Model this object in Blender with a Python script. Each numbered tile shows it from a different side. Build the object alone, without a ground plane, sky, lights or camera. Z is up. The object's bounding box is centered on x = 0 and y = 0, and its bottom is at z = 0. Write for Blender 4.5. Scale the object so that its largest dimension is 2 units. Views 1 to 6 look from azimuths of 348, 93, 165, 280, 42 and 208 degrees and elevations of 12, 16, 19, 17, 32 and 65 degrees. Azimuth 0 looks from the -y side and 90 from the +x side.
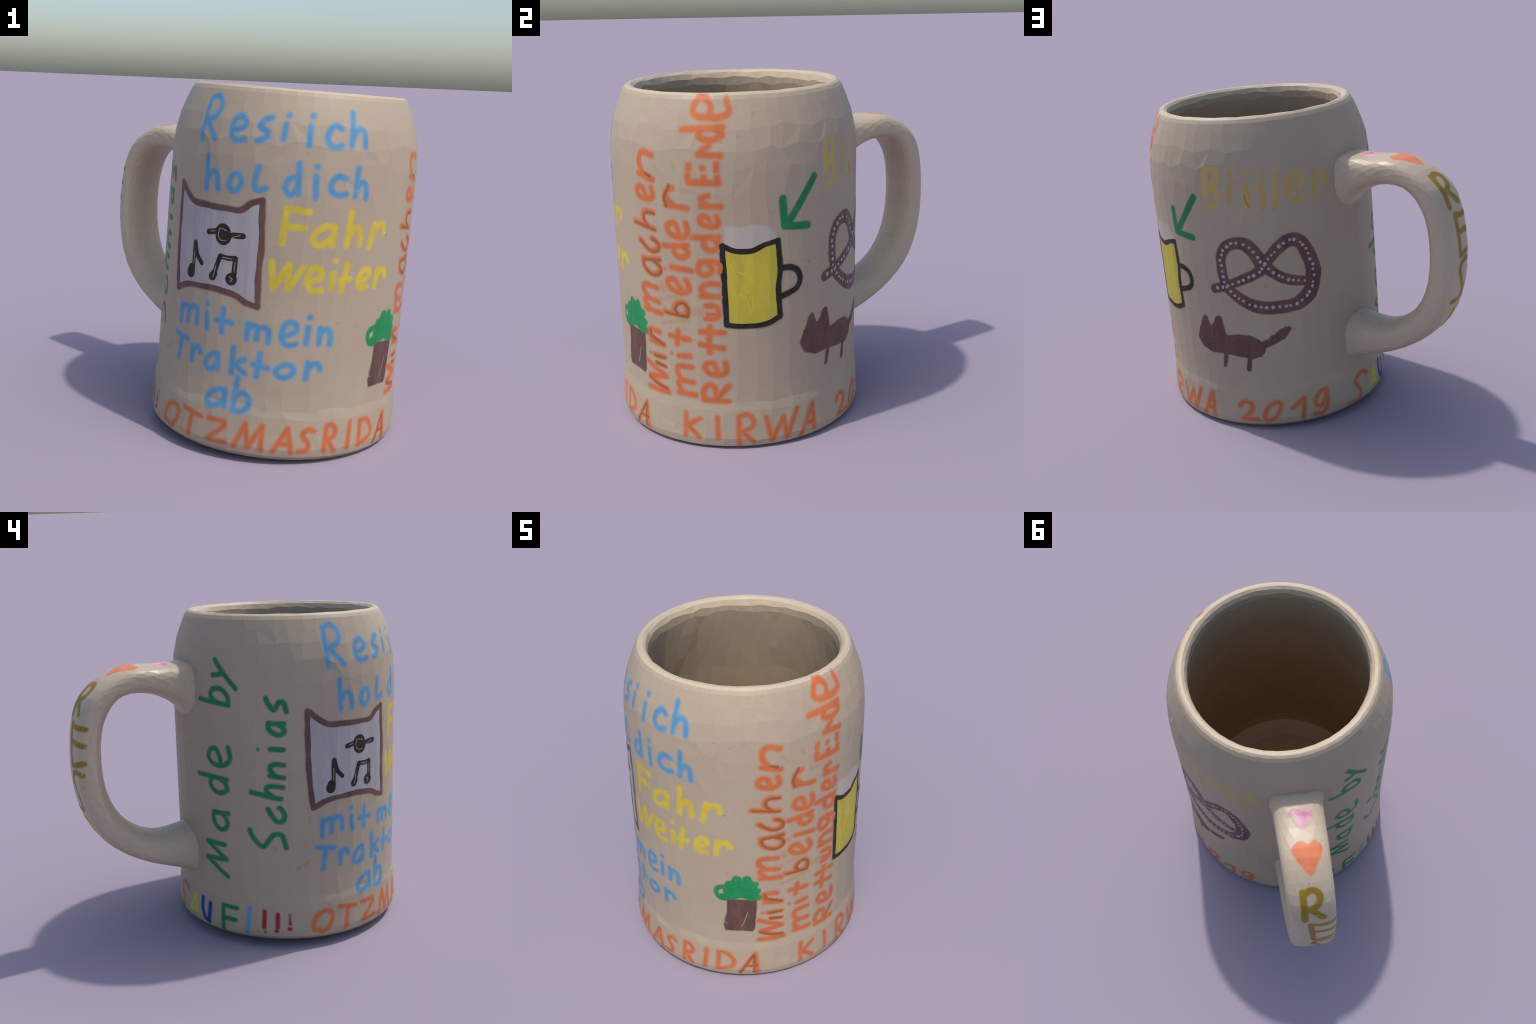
"""A stoneware beer mug, painted by hand with felt-tip pens.

The mug is a lathe-like wall (profile radii over height) that leans a little, with a
rounded-rectangle handle swept between an outer and an inner curve.  Everything written
or drawn on it is a pen mark: strokes of a small single-line alphabet (or free curves)
laid out on the unrolled wall, thickened to the width of the pen and pressed onto the
surface as thin pieces of geometry.
"""
import bpy, math, random
import numpy as np
from mathutils import Vector
from mathutils.bvhtree import BVHTree

random.seed(7)
for o in list(bpy.data.objects):
    bpy.data.objects.remove(o)
scene_coll = bpy.context.scene.collection

# ------------------------------------------------------------------ wall shape
R0 = 0.71                      # radius used to unroll the wall: x = R0 * angle
SEAM = 2.694                   # the unrolled wall is cut behind the handle
BASE = np.array([0.0563, -0.2313, 0.0203])
LEAN = np.array([0.0444, 0.0025, 1.0])
TILT = np.array([0.0417, -0.0040, 1.0])
TALL = 1.9548 / 2.0
PROFILE_H = [0, .03, .07, .14, .22, .245, .285, .31, .37, .5, .7, .9, 1.1, 1.3, 1.45, 1.55, 1.63, 1.72, 1.80, 1.90, 1.975, 2.0]
PROFILE_R = [.698, .728, .7328, .7272, .7228, .7215, .7140, .7126, .7117, .7113, .7108, .7108, .7101, .709, .7086, .7073,
             .7047, .6979, .6835, .6473, .617, .597]


def unit(v):
    return v / np.linalg.norm(v)


AXIS, UP = unit(LEAN), unit(TILT)
EX = unit(np.array([1.0, 0, 0]) - UP * UP[0])
EY = np.cross(UP, EX)


def around(x, h, r):
    """Point at unrolled position x, height h and radius r (arrays allowed)."""
    x, h, r = np.broadcast_arrays(np.asarray(x, float), np.asarray(h, float), np.asarray(r, float))
    a = x / R0 - math.pi / 2
    w = h / 2
    dx = (x - SEAM + math.pi * R0) % (2 * math.pi * R0) - math.pi * R0     # swelling where the handle is luted on
    r = r + np.where(r > .65, .011 * np.exp(-(dx / .13) ** 2) * np.clip((h - .25) / .2, 0, 1) * np.clip((1.5 - h) / .2, 0, 1), 0)
    r = r * (1 + (.0028 - .0055 * w) * np.cos(2 * a) + (.0009 - .0092 * w) * np.sin(2 * a))
    return BASE + (h * TALL)[..., None] * AXIS + (r * np.cos(a))[..., None] * EX + (r * np.sin(a))[..., None] * EY


def wall_radius(h):
    return np.interp(h, PROFILE_H, PROFILE_R)


# ------------------------------------------------------------------ materials
def srgb(r, g, b):
    f = lambda c: c / 12.92 if c <= .04045 else ((c + .055) / 1.055) ** 2.4
    return (f(r / 255), f(g / 255), f(b / 255))


HANDLE_LIGHT = 1.24      # the handle is paler than the body wall
CLAY = (0.408, 0.328, 0.232)


def clay_group():
    """Colour of the bare glazed stoneware: beige with faint mottling and specks."""
    g = bpy.data.node_groups.new("clay_colour", "ShaderNodeTree")
    g.interface.new_socket("Color", in_out="OUTPUT", socket_type="NodeSocketColor")
    n, l = g.nodes, g.links
    out = n.new("NodeGroupOutput")
    co = n.new("ShaderNodeTexCoord")

    def noise(scale, detail, rough=.5):
        t = n.new("ShaderNodeTexNoise")
        t.inputs["Scale"].default_value, t.inputs["Detail"].default_value, t.inputs["Roughness"].default_value = scale, detail, rough
        l.new(co.outputs["Object"], t.inputs["Vector"])
        return t.outputs["Fac"]

    def ramp(src, stops):
        r = n.new("ShaderNodeValToRGB")
        e = r.color_ramp.elements
        for i, (p, c) in enumerate(stops):
            k = e[i] if i < 2 else e.new(p)
            k.position, k.color = p, (*c, 1)
        l.new(src, r.inputs[0])
        return r.outputs[0]

    def mix(a, b, kind="MULTIPLY", fac=1.0):
        m = n.new("ShaderNodeMix")
        m.data_type, m.blend_type = "RGBA", kind
        m.inputs[0].default_value = fac
        l.new(a, m.inputs[6])
        l.new(b, m.inputs[7])
        return m.outputs[2]

    c = CLAY
    base = ramp(noise(2.2, 4), [(.3, (c[0] * .97, c[1] * .95, c[2] * .97)), (.7, (c[0] * 1.03, c[1] * 1.04, c[2] * 1.02))])
    fine = ramp(noise(75, 3, .7), [(.3, (.96, .96, .96)), (.7, (1.03, 1.03, 1.03))])
    speck = ramp(noise(30, 2), [(.24, (.90, .87, .85)), (.30, (1, 1, 1))])
    l.new(mix(mix(base, fine), speck), out.inputs[0])
    return g


CLAY_NODES = clay_group()


def finish(mat, rough=.5, spec=.35):
    b = mat.node_tree.nodes["Principled BSDF"]
    b.inputs["Roughness"].default_value = rough
    b.inputs["Specular IOR Level"].default_value = spec
    return b


def clay_material(name, tint=None, rough=.5, spec=.3, low=None):
    m = bpy.data.materials.new(name)
    m.use_nodes = True
    nt = m.node_tree
    b = finish(m, rough, spec)
    g = nt.nodes.new("ShaderNodeGroup")
    g.node_tree = CLAY_NODES
    src = g.outputs[0]
    if tint:
        x = nt.nodes.new("ShaderNodeMix")
        x.data_type, x.blend_type = "RGBA", "MULTIPLY"
        x.inputs[0].default_value = 1
        x.inputs[7].default_value = (*tint, 1)
        nt.links.new(src, x.inputs[6])
        src = x.outputs[2]
        if low:      # brown interior shade and bounce light baked into the tint, uneven, deeper downwards
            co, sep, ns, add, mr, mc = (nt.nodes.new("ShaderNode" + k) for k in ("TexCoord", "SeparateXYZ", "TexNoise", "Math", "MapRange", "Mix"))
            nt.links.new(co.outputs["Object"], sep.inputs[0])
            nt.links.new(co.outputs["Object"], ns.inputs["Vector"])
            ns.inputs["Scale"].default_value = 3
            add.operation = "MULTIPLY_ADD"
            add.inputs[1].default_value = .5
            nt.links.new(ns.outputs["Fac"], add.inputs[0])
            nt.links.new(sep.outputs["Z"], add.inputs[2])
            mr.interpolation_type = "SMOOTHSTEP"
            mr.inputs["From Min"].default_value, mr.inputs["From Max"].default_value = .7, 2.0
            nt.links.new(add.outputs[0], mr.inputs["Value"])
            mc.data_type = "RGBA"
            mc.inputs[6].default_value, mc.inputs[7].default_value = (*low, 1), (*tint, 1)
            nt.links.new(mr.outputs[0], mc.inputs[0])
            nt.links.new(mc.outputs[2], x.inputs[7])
    nt.links.new(src, b.inputs["Base Color"])
    return m


_paints = {}


def paint(name, colour, cover, streak=0.0, second=None, over=None, base=1.0):
    """Pen ink over the clay.  cover: how much clay it hides; streak: pen lines running up and down."""
    key = (name, round(cover, 3), over, base)
    if key in _paints:
        return _paints[key]
    m = bpy.data.materials.new(f"{name}_ink" if cover > .8 else f"{name}_ink_edge")
    m.use_nodes = True
    nt = m.node_tree
    b = finish(m, .5, .3)
    g = nt.nodes.new("ShaderNodeGroup")
    g.node_tree = CLAY_NODES
    co, mp, ns = (nt.nodes.new(t) for t in ("ShaderNodeTexCoord", "ShaderNodeMapping", "ShaderNodeTexNoise"))
    mp.inputs["Scale"].default_value = (1, 1, .16) if streak else (1, 1, 1)
    ns.inputs["Scale"].default_value = 55 if streak else 26
    ns.inputs["Detail"].default_value = 4
    nt.links.new(co.outputs["Object"], mp.inputs[0])
    nt.links.new(mp.outputs[0], ns.inputs["Vector"])
    amt = nt.nodes.new("ShaderNodeMapRange")
    amt.inputs["From Min"].default_value, amt.inputs["From Max"].default_value = .3, .7
    amt.inputs["To Min"].default_value = cover * (1 - .05 - streak)
    amt.inputs["To Max"].default_value = min(1, cover * 1.03)
    nt.links.new(ns.outputs["Fac"], amt.inputs["Value"])
    ink = nt.nodes.new("ShaderNodeMix")
    ink.data_type = "RGBA"
    ink.inputs[6].default_value = (*colour, 1)
    ink.inputs[7].default_value = (*(second or tuple(c * .9 for c in colour)), 1)
    n2 = nt.nodes.new("ShaderNodeTexNoise")
    n2.inputs["Scale"].default_value = 14
    n2.inputs["Detail"].default_value = 5
    nt.links.new(mp.outputs[0], n2.inputs["Vector"])
    mr = nt.nodes.new("ShaderNodeMapRange")
    mr.inputs["From Min"].default_value, mr.inputs["From Max"].default_value = .35, .65
    nt.links.new(n2.outputs["Fac"], mr.inputs["Value"])
    nt.links.new(mr.outputs[0], ink.inputs[0])
    blend = nt.nodes.new("ShaderNodeMix")
    blend.data_type = "RGBA"
    nt.links.new(amt.outputs[0], blend.inputs[0])
    if over:
        blend.inputs[6].default_value = (*PENS[over][0], 1)
    else:
        lighter = nt.nodes.new("ShaderNodeVectorMath")
        lighter.operation = "SCALE"
        lighter.inputs["Scale"].default_value = base
        nt.links.new(g.outputs[0], lighter.inputs[0])
        nt.links.new(lighter.outputs[0], blend.inputs[6])
    nt.links.new(ink.outputs[2], blend.inputs[7])
    nt.links.new(blend.outputs[2], b.inputs["Base Color"])
    _paints[key] = m
    return m


# pen: colour, second tone, stroke radius, softness of the edge, streakiness
PENS = {
    "blue": (srgb(86, 146, 182), srgb(78, 136, 174), .0172, .0075, 0),
    "yellow": (srgb(206, 182, 52), srgb(194, 170, 44), .0165, .0065, 0),
    "lemon": (srgb(198, 188, 52), srgb(188, 178, 46), .0130, .006, 0),
    "orange": (srgb(200, 106, 58), srgb(188, 101, 56), .0185, .0075, 0),
    "green": (srgb(0, 124, 70), srgb(2, 112, 62), .0165, .005, 0),
    "bush": (srgb(0, 126, 68), srgb(20, 138, 82), .0150, .004, .03),
    "navy": (srgb(6, 62, 132), srgb(4, 56, 124), .0165, .005, 0),
    "red": (srgb(154, 22, 44), srgb(140, 18, 38), .0140, .005, 0),
    "ochre": (srgb(196, 168, 84), srgb(178, 150, 84), .0190, .006, .14),
    "brown": (srgb(84, 55, 56), srgb(104, 70, 60), .0185, .004, .05),
    "black": (srgb(26, 22, 16), srgb(22, 19, 14), .0180, .0035, 0),
    "white": (srgb(172, 165, 166), srgb(160, 154, 158), .01, .004, .12),
    "foam": (srgb(186, 180, 180), srgb(192, 184, 180), .01, .006, .20),
    "beer": (srgb(198, 180, 54), srgb(180, 166, 54), .01, .004, .05),
    "gold": (srgb(156, 124, 0), srgb(138, 108, 4), .0205, .005, 0),
    "pink": (srgb(204, 92, 156), srgb(226, 176, 190), .012, .012, .25),
    "coral": (srgb(222, 126, 86), srgb(210, 118, 76), .012, .005, 0),
    "olive": (srgb(98, 86, 52), srgb(88, 78, 48), .0078, .0070, 0),
    "rust": (srgb(180, 112, 62), srgb(170, 110, 66), .010, .009, 0),
    "magenta": (srgb(150, 56, 100), srgb(150, 56, 100), .006, .006, 0),
    "dark": (srgb(80, 64, 58), srgb(80, 64, 58), .004, .004, 0),
    "tan": (srgb(126, 88, 68), srgb(112, 74, 60), .0036, .003, 0),
    "leaf_light": (srgb(34, 148, 92), srgb(10, 128, 74), .0042, .003, 0),
    "grey_line": (srgb(140, 136, 150), srgb(150, 140, 138), .0030, .003, 0),
    "beer_line": (srgb(168, 152, 48), srgb(206, 190, 70), .0040, .004, 0),
    "clay_line": (srgb(150, 136, 106), srgb(136, 122, 96), .0050, .002, 0),
}

# ------------------------------------------------------------------ body and handle
mug = bpy.data.objects.new("beer_mug", None)
mug["label"] = "beige stoneware beer mug covered in colourful felt-pen writing and drawings"
mug["category"] = "beer mug"
scene_coll.objects.link(mug)


def mesh_object(name, verts, faces, mats, parent, slots=None, normals=None, smooth=True):
    me = bpy.data.meshes.new(name)
    me.from_pydata([tuple(v) for v in verts], [], faces)
    for m in mats:
        me.materials.append(m)
    if slots is not None:
        me.polygons.foreach_set("material_index", np.asarray(slots, np.int32))
    me.polygons.foreach_set("use_smooth", [smooth] * len(me.polygons))
    me.update()
    if normals is not None:
        me.normals_split_custom_set_from_vertices([tuple(n) for n in normals])
    o = bpy.data.objects.new(name, me)
    scene_coll.objects.link(o)
    o.parent = parent
    return o


SEGMENTS = 46
rng = random.Random(3)
# rows of the outer wall: height, how far its corners wander up/down and sideways
OUTER = [(0.0, 0, 0), (.028, 0, .1), (.07, .008, .2), (.15, .02, .3), (.242, .012, .3), (.292, .016, .3), (.39, .04, .3),
         (1.36, .05, .25), (1.49, .03, .3), (1.615, .028, .3), (1.73, .022, .3),
         (1.83, .018, .3), (1.915, .010, .25), (1.972, .002, .1), (1.992, 0, .05)]
# rim and inside: height and radius
INNER = [(2.003, .589, .0015), (2.002, .570, .002), (1.988, .554, .004), (1.958, .544, .010), (1.915, .542, .012), (1.83, .555, .025),
         (1.68, .578, .03), (1.50, .603, .03), (1.28, .622, .05), (.95, .635, .06), (.60, .633, .03), (.40, .627, .01), (.31, .612, .005),
         (.262, .584, .003), (.229, .540, .001), (.214, .47, 0), (.211, .25, 0), (.212, .1, 0)]


def build_body():
    verts, faces, slots, rows = [], [], [], []
    step = 2 * math.pi * R0 / SEGMENTS

    def row(h, r, up, side, k):
        ids = []
        for i in range(SEGMENTS):
            hh = h + rng.uniform(-up, up)
            x = (i + (.5 * (k % 2) if k >= len(OUTER) else 0) + rng.uniform(-side, side)) * step
            rr = (wall_radius(hh) if r is None else r) * 1.0012
            verts.append(around(x, hh, rr))
            ids.append(len(verts) - 1)
        rows.append(ids)

    for k, (h, up, side) in enumerate(OUTER):
        row(h, None, up, side, k)
    for k, (h, r, up) in enumerate(INNER, len(OUTER)):
        row(h, r, up, .25, k)
    for k in range(len(rows) - 1):
        a, b = rows[k], rows[k + 1]
        inside = 3 if k >= len(OUTER) + 13 else 1 if k >= len(OUTER) + 3 else 2 if k >= len(OUTER) - 1 else 0
        for i in range(SEGMENTS):
            j = (i + 1) % SEGMENTS
            if (k % 2 == 0) if k >= len(OUTER) - 1 else rng.random() < .5:
                tri = [(a[i], a[j], b[i]), (a[j], b[j], b[i])]
            else:
                tri = [(a[i], b[j], b[i]), (a[i], a[j], b[j])]
            faces.extend(tri)
            slots.extend([inside] * 2)
    for ring, flip, slot, centre in ((rows[0], True, 0, around(0, .012, 0)), (rows[-1], False, 3, around(0, .212, 0))):
        verts.append(centre)
        c = len(verts) - 1
        for i in range(SEGMENTS):
            j = (i + 1) % SEGMENTS
            faces.append((ring[j], ring[i], c) if flip else (ring[i], ring[j], c))
            slots.append(slot)
    verts = [np.array([v[0], v[1], max(v[2], 0.0)]) for v in verts]
    return verts, faces, slots


glaze = clay_material("stoneware_glaze")
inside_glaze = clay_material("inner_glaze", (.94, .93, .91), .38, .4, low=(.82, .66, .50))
lip_glaze = clay_material("lip_glaze", (1.30, 1.30, 1.29))
floor_glaze = clay_material("floor_glaze", (1.3, 1.12, .95), .36, .4)
handle_glaze = clay_material("handle_glaze", (HANDLE_LIGHT,) * 3, .40, .4)
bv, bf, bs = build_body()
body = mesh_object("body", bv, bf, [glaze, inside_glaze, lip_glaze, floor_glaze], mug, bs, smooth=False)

# handle: outer and inner curve in the plane through the axis (distance from axis, height)
TURN = math.radians(126.64)
HX = np.array([math.cos(TURN), math.sin(TURN), 0])
HY = np.array([-HX[1], HX[0], 0])
H_OUT = np.array([(.567, 1.702), (.863, 1.702), (1.104, 1.703), (1.326, 1.570), (1.408, 1.338), (1.408, .993), (1.303, .718), (1.064, .521), (.690, .368)])
H_IN = np.array([(.659, 1.330), (.798, 1.470), (.960, 1.541), (1.128, 1.529), (1.238, 1.351), (1.241, 1.026), (1.133, .789), (.926, .663), (.690, .685)])
H_WIDE = np.array([.312, .283, .277, .2915])


def curve(points, t):
    """Catmull-Rom curve through the points, t in 0..1 (array)."""
    c = np.asarray(points, float)
    c = c.reshape(len(c), -1)
    k = len(c) - 1
    x = np.clip(np.asarray(t, float) * k, 0, k - 1e-9)
    i = x.astype(int)
    f = (x - i)[:, None]
    e = np.vstack([2 * c[0] - c[1], c, 2 * c[-1] - c[-2]])
    p0, p1, p2, p3 = e[i], e[i + 1], e[i + 2], e[i + 3]
    return .5 * (2 * p1 + (p2 - p0) * f + (2 * p0 - 5 * p1 + 4 * p2 - p3) * f ** 2 + (3 * p1 - p0 - 3 * p2 + p3) * f ** 3)


def handle_point(s, z, y):
    """s: distance from the axis, z: height, y: sideways."""
    s, z, y = np.broadcast_arrays(s, z, y)
    y = y + .0138 * (z - 1) - .0243 * ((z - 1) ** 2 - .15) + .001 + .003 * (z - 1)
    foot = np.stack([BASE[0] + .0444 * z, BASE[1] + .0025 * z, z], -1)
    return foot + s[..., None] * HX + y[..., None] * HY


def build_handle(around_n=18):
    t = np.concatenate([[.032, .045, .056, .07, .088], np.linspace(.115, .90, 25), [.93, .955, .975, .988, 1.0]])
    out, inn, wide = curve(H_OUT, t), curve(H_IN, t), curve(H_WIDE, t)[:, 0]
    flare = 1 + .08 * np.exp(-np.maximum((out[:, 0] + inn[:, 0]) / 2 - .70, 0) / .020)
    verts, faces = [], []
    for i in range(len(t)):
        mid, half = (out[i] + inn[i]) / 2, (out[i] - inn[i]) / 2 * flare[i]
        for k in range(around_n):
            a = 2 * math.pi * (k + .5 * (i % 2)) / around_n
            ca, sa = math.cos(a), math.sin(a)
            e = .585 if ca > 0 else .96      # flat, square-shouldered back; rounder grip side
            ca, sa = math.copysign(abs(ca) ** e, ca), math.copysign(abs(sa) ** e, sa)
            q = mid + half * ca
            verts.append(handle_point(q[0], q[1], wide[i] / 2 * flare[i] * sa + .006 * ca - .002))
    for i in range(len(t) - 1):
        for k in range(around_n):
            a, b = i * around_n + k, i * around_n + (k + 1) % around_n
            c, d = a + around_n, b + around_n
            faces += [(a, c, b), (b, c, d)] if i % 2 == 0 else [(a, c, d), (a, d, b)]
    faces.append(tuple(range(around_n)))
    faces.append(tuple(reversed(range(len(verts) - around_n, len(verts)))))
    return verts, faces


hv, hf = build_handle()
handle = mesh_object("handle", hv, hf, [handle_glaze], mug, smooth=False)
import bmesh
bm = bmesh.new()
bm.from_mesh(handle.data)
bmesh.ops.recalc_face_normals(bm, faces=bm.faces)
bm.to_mesh(handle.data)
bm.free()


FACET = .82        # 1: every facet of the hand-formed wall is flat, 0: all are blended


def soften(obj):
    """Shade the facets between flat and smooth."""
    me = obj.data
    vn = np.array([tuple(v.normal) for v in me.vertices])
    out = []
    for p in me.polygons:
        f = np.array(p.normal)
        for v in p.vertices:
            out.append(tuple(unit(f * FACET + vn[v] * (1 - FACET))))
    me.polygons.foreach_set("use_smooth", [True] * len(me.polygons))
    me.normals_split_custom_set(out)


class Skin:
    """Finds the point and the facet normal where a mark touches a surface."""

    def __init__(self, obj):
        me = obj.data
        me.calc_loop_triangles()
        self.v = np.array([tuple(v.co) for v in me.vertices])
        self.n = np.array([tuple(v.normal) for v in me.vertices])
        self.t = np.array([tuple(t.vertices) for t in me.loop_triangles])
        self.tree = BVHTree.FromPolygons([v.co for v in me.vertices], self.t.tolist())

    def touch(self, starts, targets, lift):
        pos, nrm, tri = np.empty(starts.shape), np.empty(starts.shape), np.empty(len(starts), int)
        for k, (a, b) in enumerate(zip(starts.tolist(), targets.tolist())):
            hit, n, i, _ = self.tree.ray_cast(a, (b[0] - a[0], b[1] - a[1], b[2] - a[2]))
            if hit is None or (hit - Vector(a)).length > .2:
                hit, n, i, _ = self.tree.find_nearest(a)
            pos[k], nrm[k], tri[k] = hit, n, i
        A, B, C = (self.v[self.t[tri, c]] for c in range(3))
        v0, v1, v2 = B - A, C - A, pos - A
        dot = lambda p, q: (p * q).sum(1)
        den = dot(v0, v0) * dot(v1, v1) - dot(v0, v1) ** 2
        u = ((dot(v1, v1) * dot(v2, v0) - dot(v0, v1) * dot(v2, v1)) / den)[:, None]
        w = ((dot(v0, v0) * dot(v2, v1) - dot(v0, v1) * dot(v2, v0)) / den)[:, None]
        soft = self.n[self.t[tri, 0]] * (1 - u - w) + self.n[self.t[tri, 1]] * u + self.n[self.t[tri, 2]] * w
        shade = nrm * FACET + soft / np.linalg.norm(soft, axis=1)[:, None] * (1 - FACET)
        return pos + nrm * np.reshape(lift, (-1, 1)), shade / np.linalg.norm(shade, axis=1)[:, None]


body_skin, handle_skin = Skin(body), Skin(handle)
soften(body)
soften(handle)


def on_wall(pts, lift):
    x, h = pts[:, 0], pts[:, 1]
    centre = around(x, h, 0)
    edge = around(x, h, wall_radius(np.clip(h, 0, 2)) + .06)
    return body_skin.touch(edge, centre, lift)


_t = np.linspace(0, 1, 600)
_oc = curve(H_OUT, _t)
_arc = np.concatenate([[0], np.cumsum(np.linalg.norm(np.diff(_oc, axis=0), axis=1))]) - .03


def on_handle(pts, lift):
    """x: across the handle (to the right as seen from outside), second: distance along its back."""
    t = np.interp(-pts[:, 1], _arc, _t)
    o, i = curve(H_OUT, t), curve(H_IN, t)
    d = curve(H_OUT, np.clip(t + .01, 0, 1)) - curve(H_OUT, np.clip(t - .01, 0, 1))
    n2 = np.stack([-d[:, 1], d[:, 0]], 1)
    n2 /= np.linalg.norm(n2, axis=1)[:, None]
    n2 *= np.sign(((o - i) * n2).sum(1))[:, None]
    start = handle_point(o[:, 0] + .08 * n2[:, 0], o[:, 1] + .08 * n2[:, 1], -(-pts[:, 0]))
    return handle_skin.touch(start, start - n2[:, :1] * HX - n2[:, 1:] * np.array([0, 0, 1.0]), lift)


# ------------------------------------------------------------------ pen marks
def thicken(paths, radius):
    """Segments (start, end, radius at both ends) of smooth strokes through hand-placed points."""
    segs = []
    for p in paths:
        p = [tuple(q) for q in p]
        q = np.array([(a[0], a[1], a[2] if len(a) > 2 else radius) for a in p], float)
        if len(q) == 1:
            segs.append((q[0], q[0]))
        else:
            if len(q) > 2:
                q = curve(q, np.linspace(0, 1, (len(q) - 1) * 5 + 1))
            segs += list(zip(q[:-1], q[1:]))
    return segs


def field(gx, gy, segs, fills, wob, seed):
    """Signed distance to the inked area (negative inside)."""
    d = np.full(gx.shape, 9.0)
    for a, b in segs:
        ab = b[:2] - a[:2]
        m = ab @ ab
        w = max(a[2], b[2]) + .024          # only the part of the grid near this segment
        i0, i1 = np.searchsorted(gx[0], (min(a[0], b[0]) - w, max(a[0], b[0]) + w))
        j0, j1 = np.searchsorted(gy[:, 0], (min(a[1], b[1]) - w, max(a[1], b[1]) + w))
        if i0 >= i1 or j0 >= j1:
            continue
        X, Y, part = gx[j0:j1, i0:i1] - a[0], gy[j0:j1, i0:i1] - a[1], d[j0:j1, i0:i1]
        t = 0 if m < 1e-12 else np.clip((X * ab[0] + Y * ab[1]) / m, 0, 1)
        r = a[2] + (b[2] - a[2]) * t
        np.minimum(part, np.hypot(X - ab[0] * t, Y - ab[1] * t) - r, out=part)
    for poly in fills:
        q = np.array(poly, float)
        inside = np.zeros(gx.shape, bool)
        e = np.full(gx.shape, 9.0)
        for a, b in zip(q, np.roll(q, -1, 0)):
            ab = b - a
            t = np.clip(((gx - a[0]) * ab[0] + (gy - a[1]) * ab[1]) / max(ab @ ab, 1e-12), 0, 1)
            e = np.minimum(e, np.hypot(gx - a[0] - ab[0] * t, gy - a[1] - ab[1] * t))
            with np.errstate(divide="ignore", invalid="ignore"):
                cross = ((a[1] > gy) != (b[1] > gy)) & (gx < (b[0] - a[0]) * (gy - a[1]) / (b[1] - a[1]) + a[0])
            inside ^= cross
        d = np.minimum(d, np.where(inside, -e, e))
    r = np.random.default_rng(seed)
    for f in (40, 75, 140, 230):
        u, v, w = r.uniform(-1, 1, 3)
        k = unit(np.array([u, v])) * f
        d = d + wob * 22 / f * np.sin(gx * k[0] + gy * k[1] + 9 * w)
    return d


def clip(poly, level, keep_above):
    out = []
    for (p, q) in zip(poly, poly[1:] + poly[:1]):
        a, b = p[2] - level, q[2] - level
        if not keep_above:
            a, b = -a, -b
        if a >= 0:
            out.append(p)
        if (a >= 0) != (b >= 0):
            t = a / (a - b)
            out.append(tuple(p[i] + (q[i] - p[i]) * t for i in range(3)))
    return out


count = 0
drawn = []          # what has been drawn so far: box, strokes, areas, layer, surface



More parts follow.
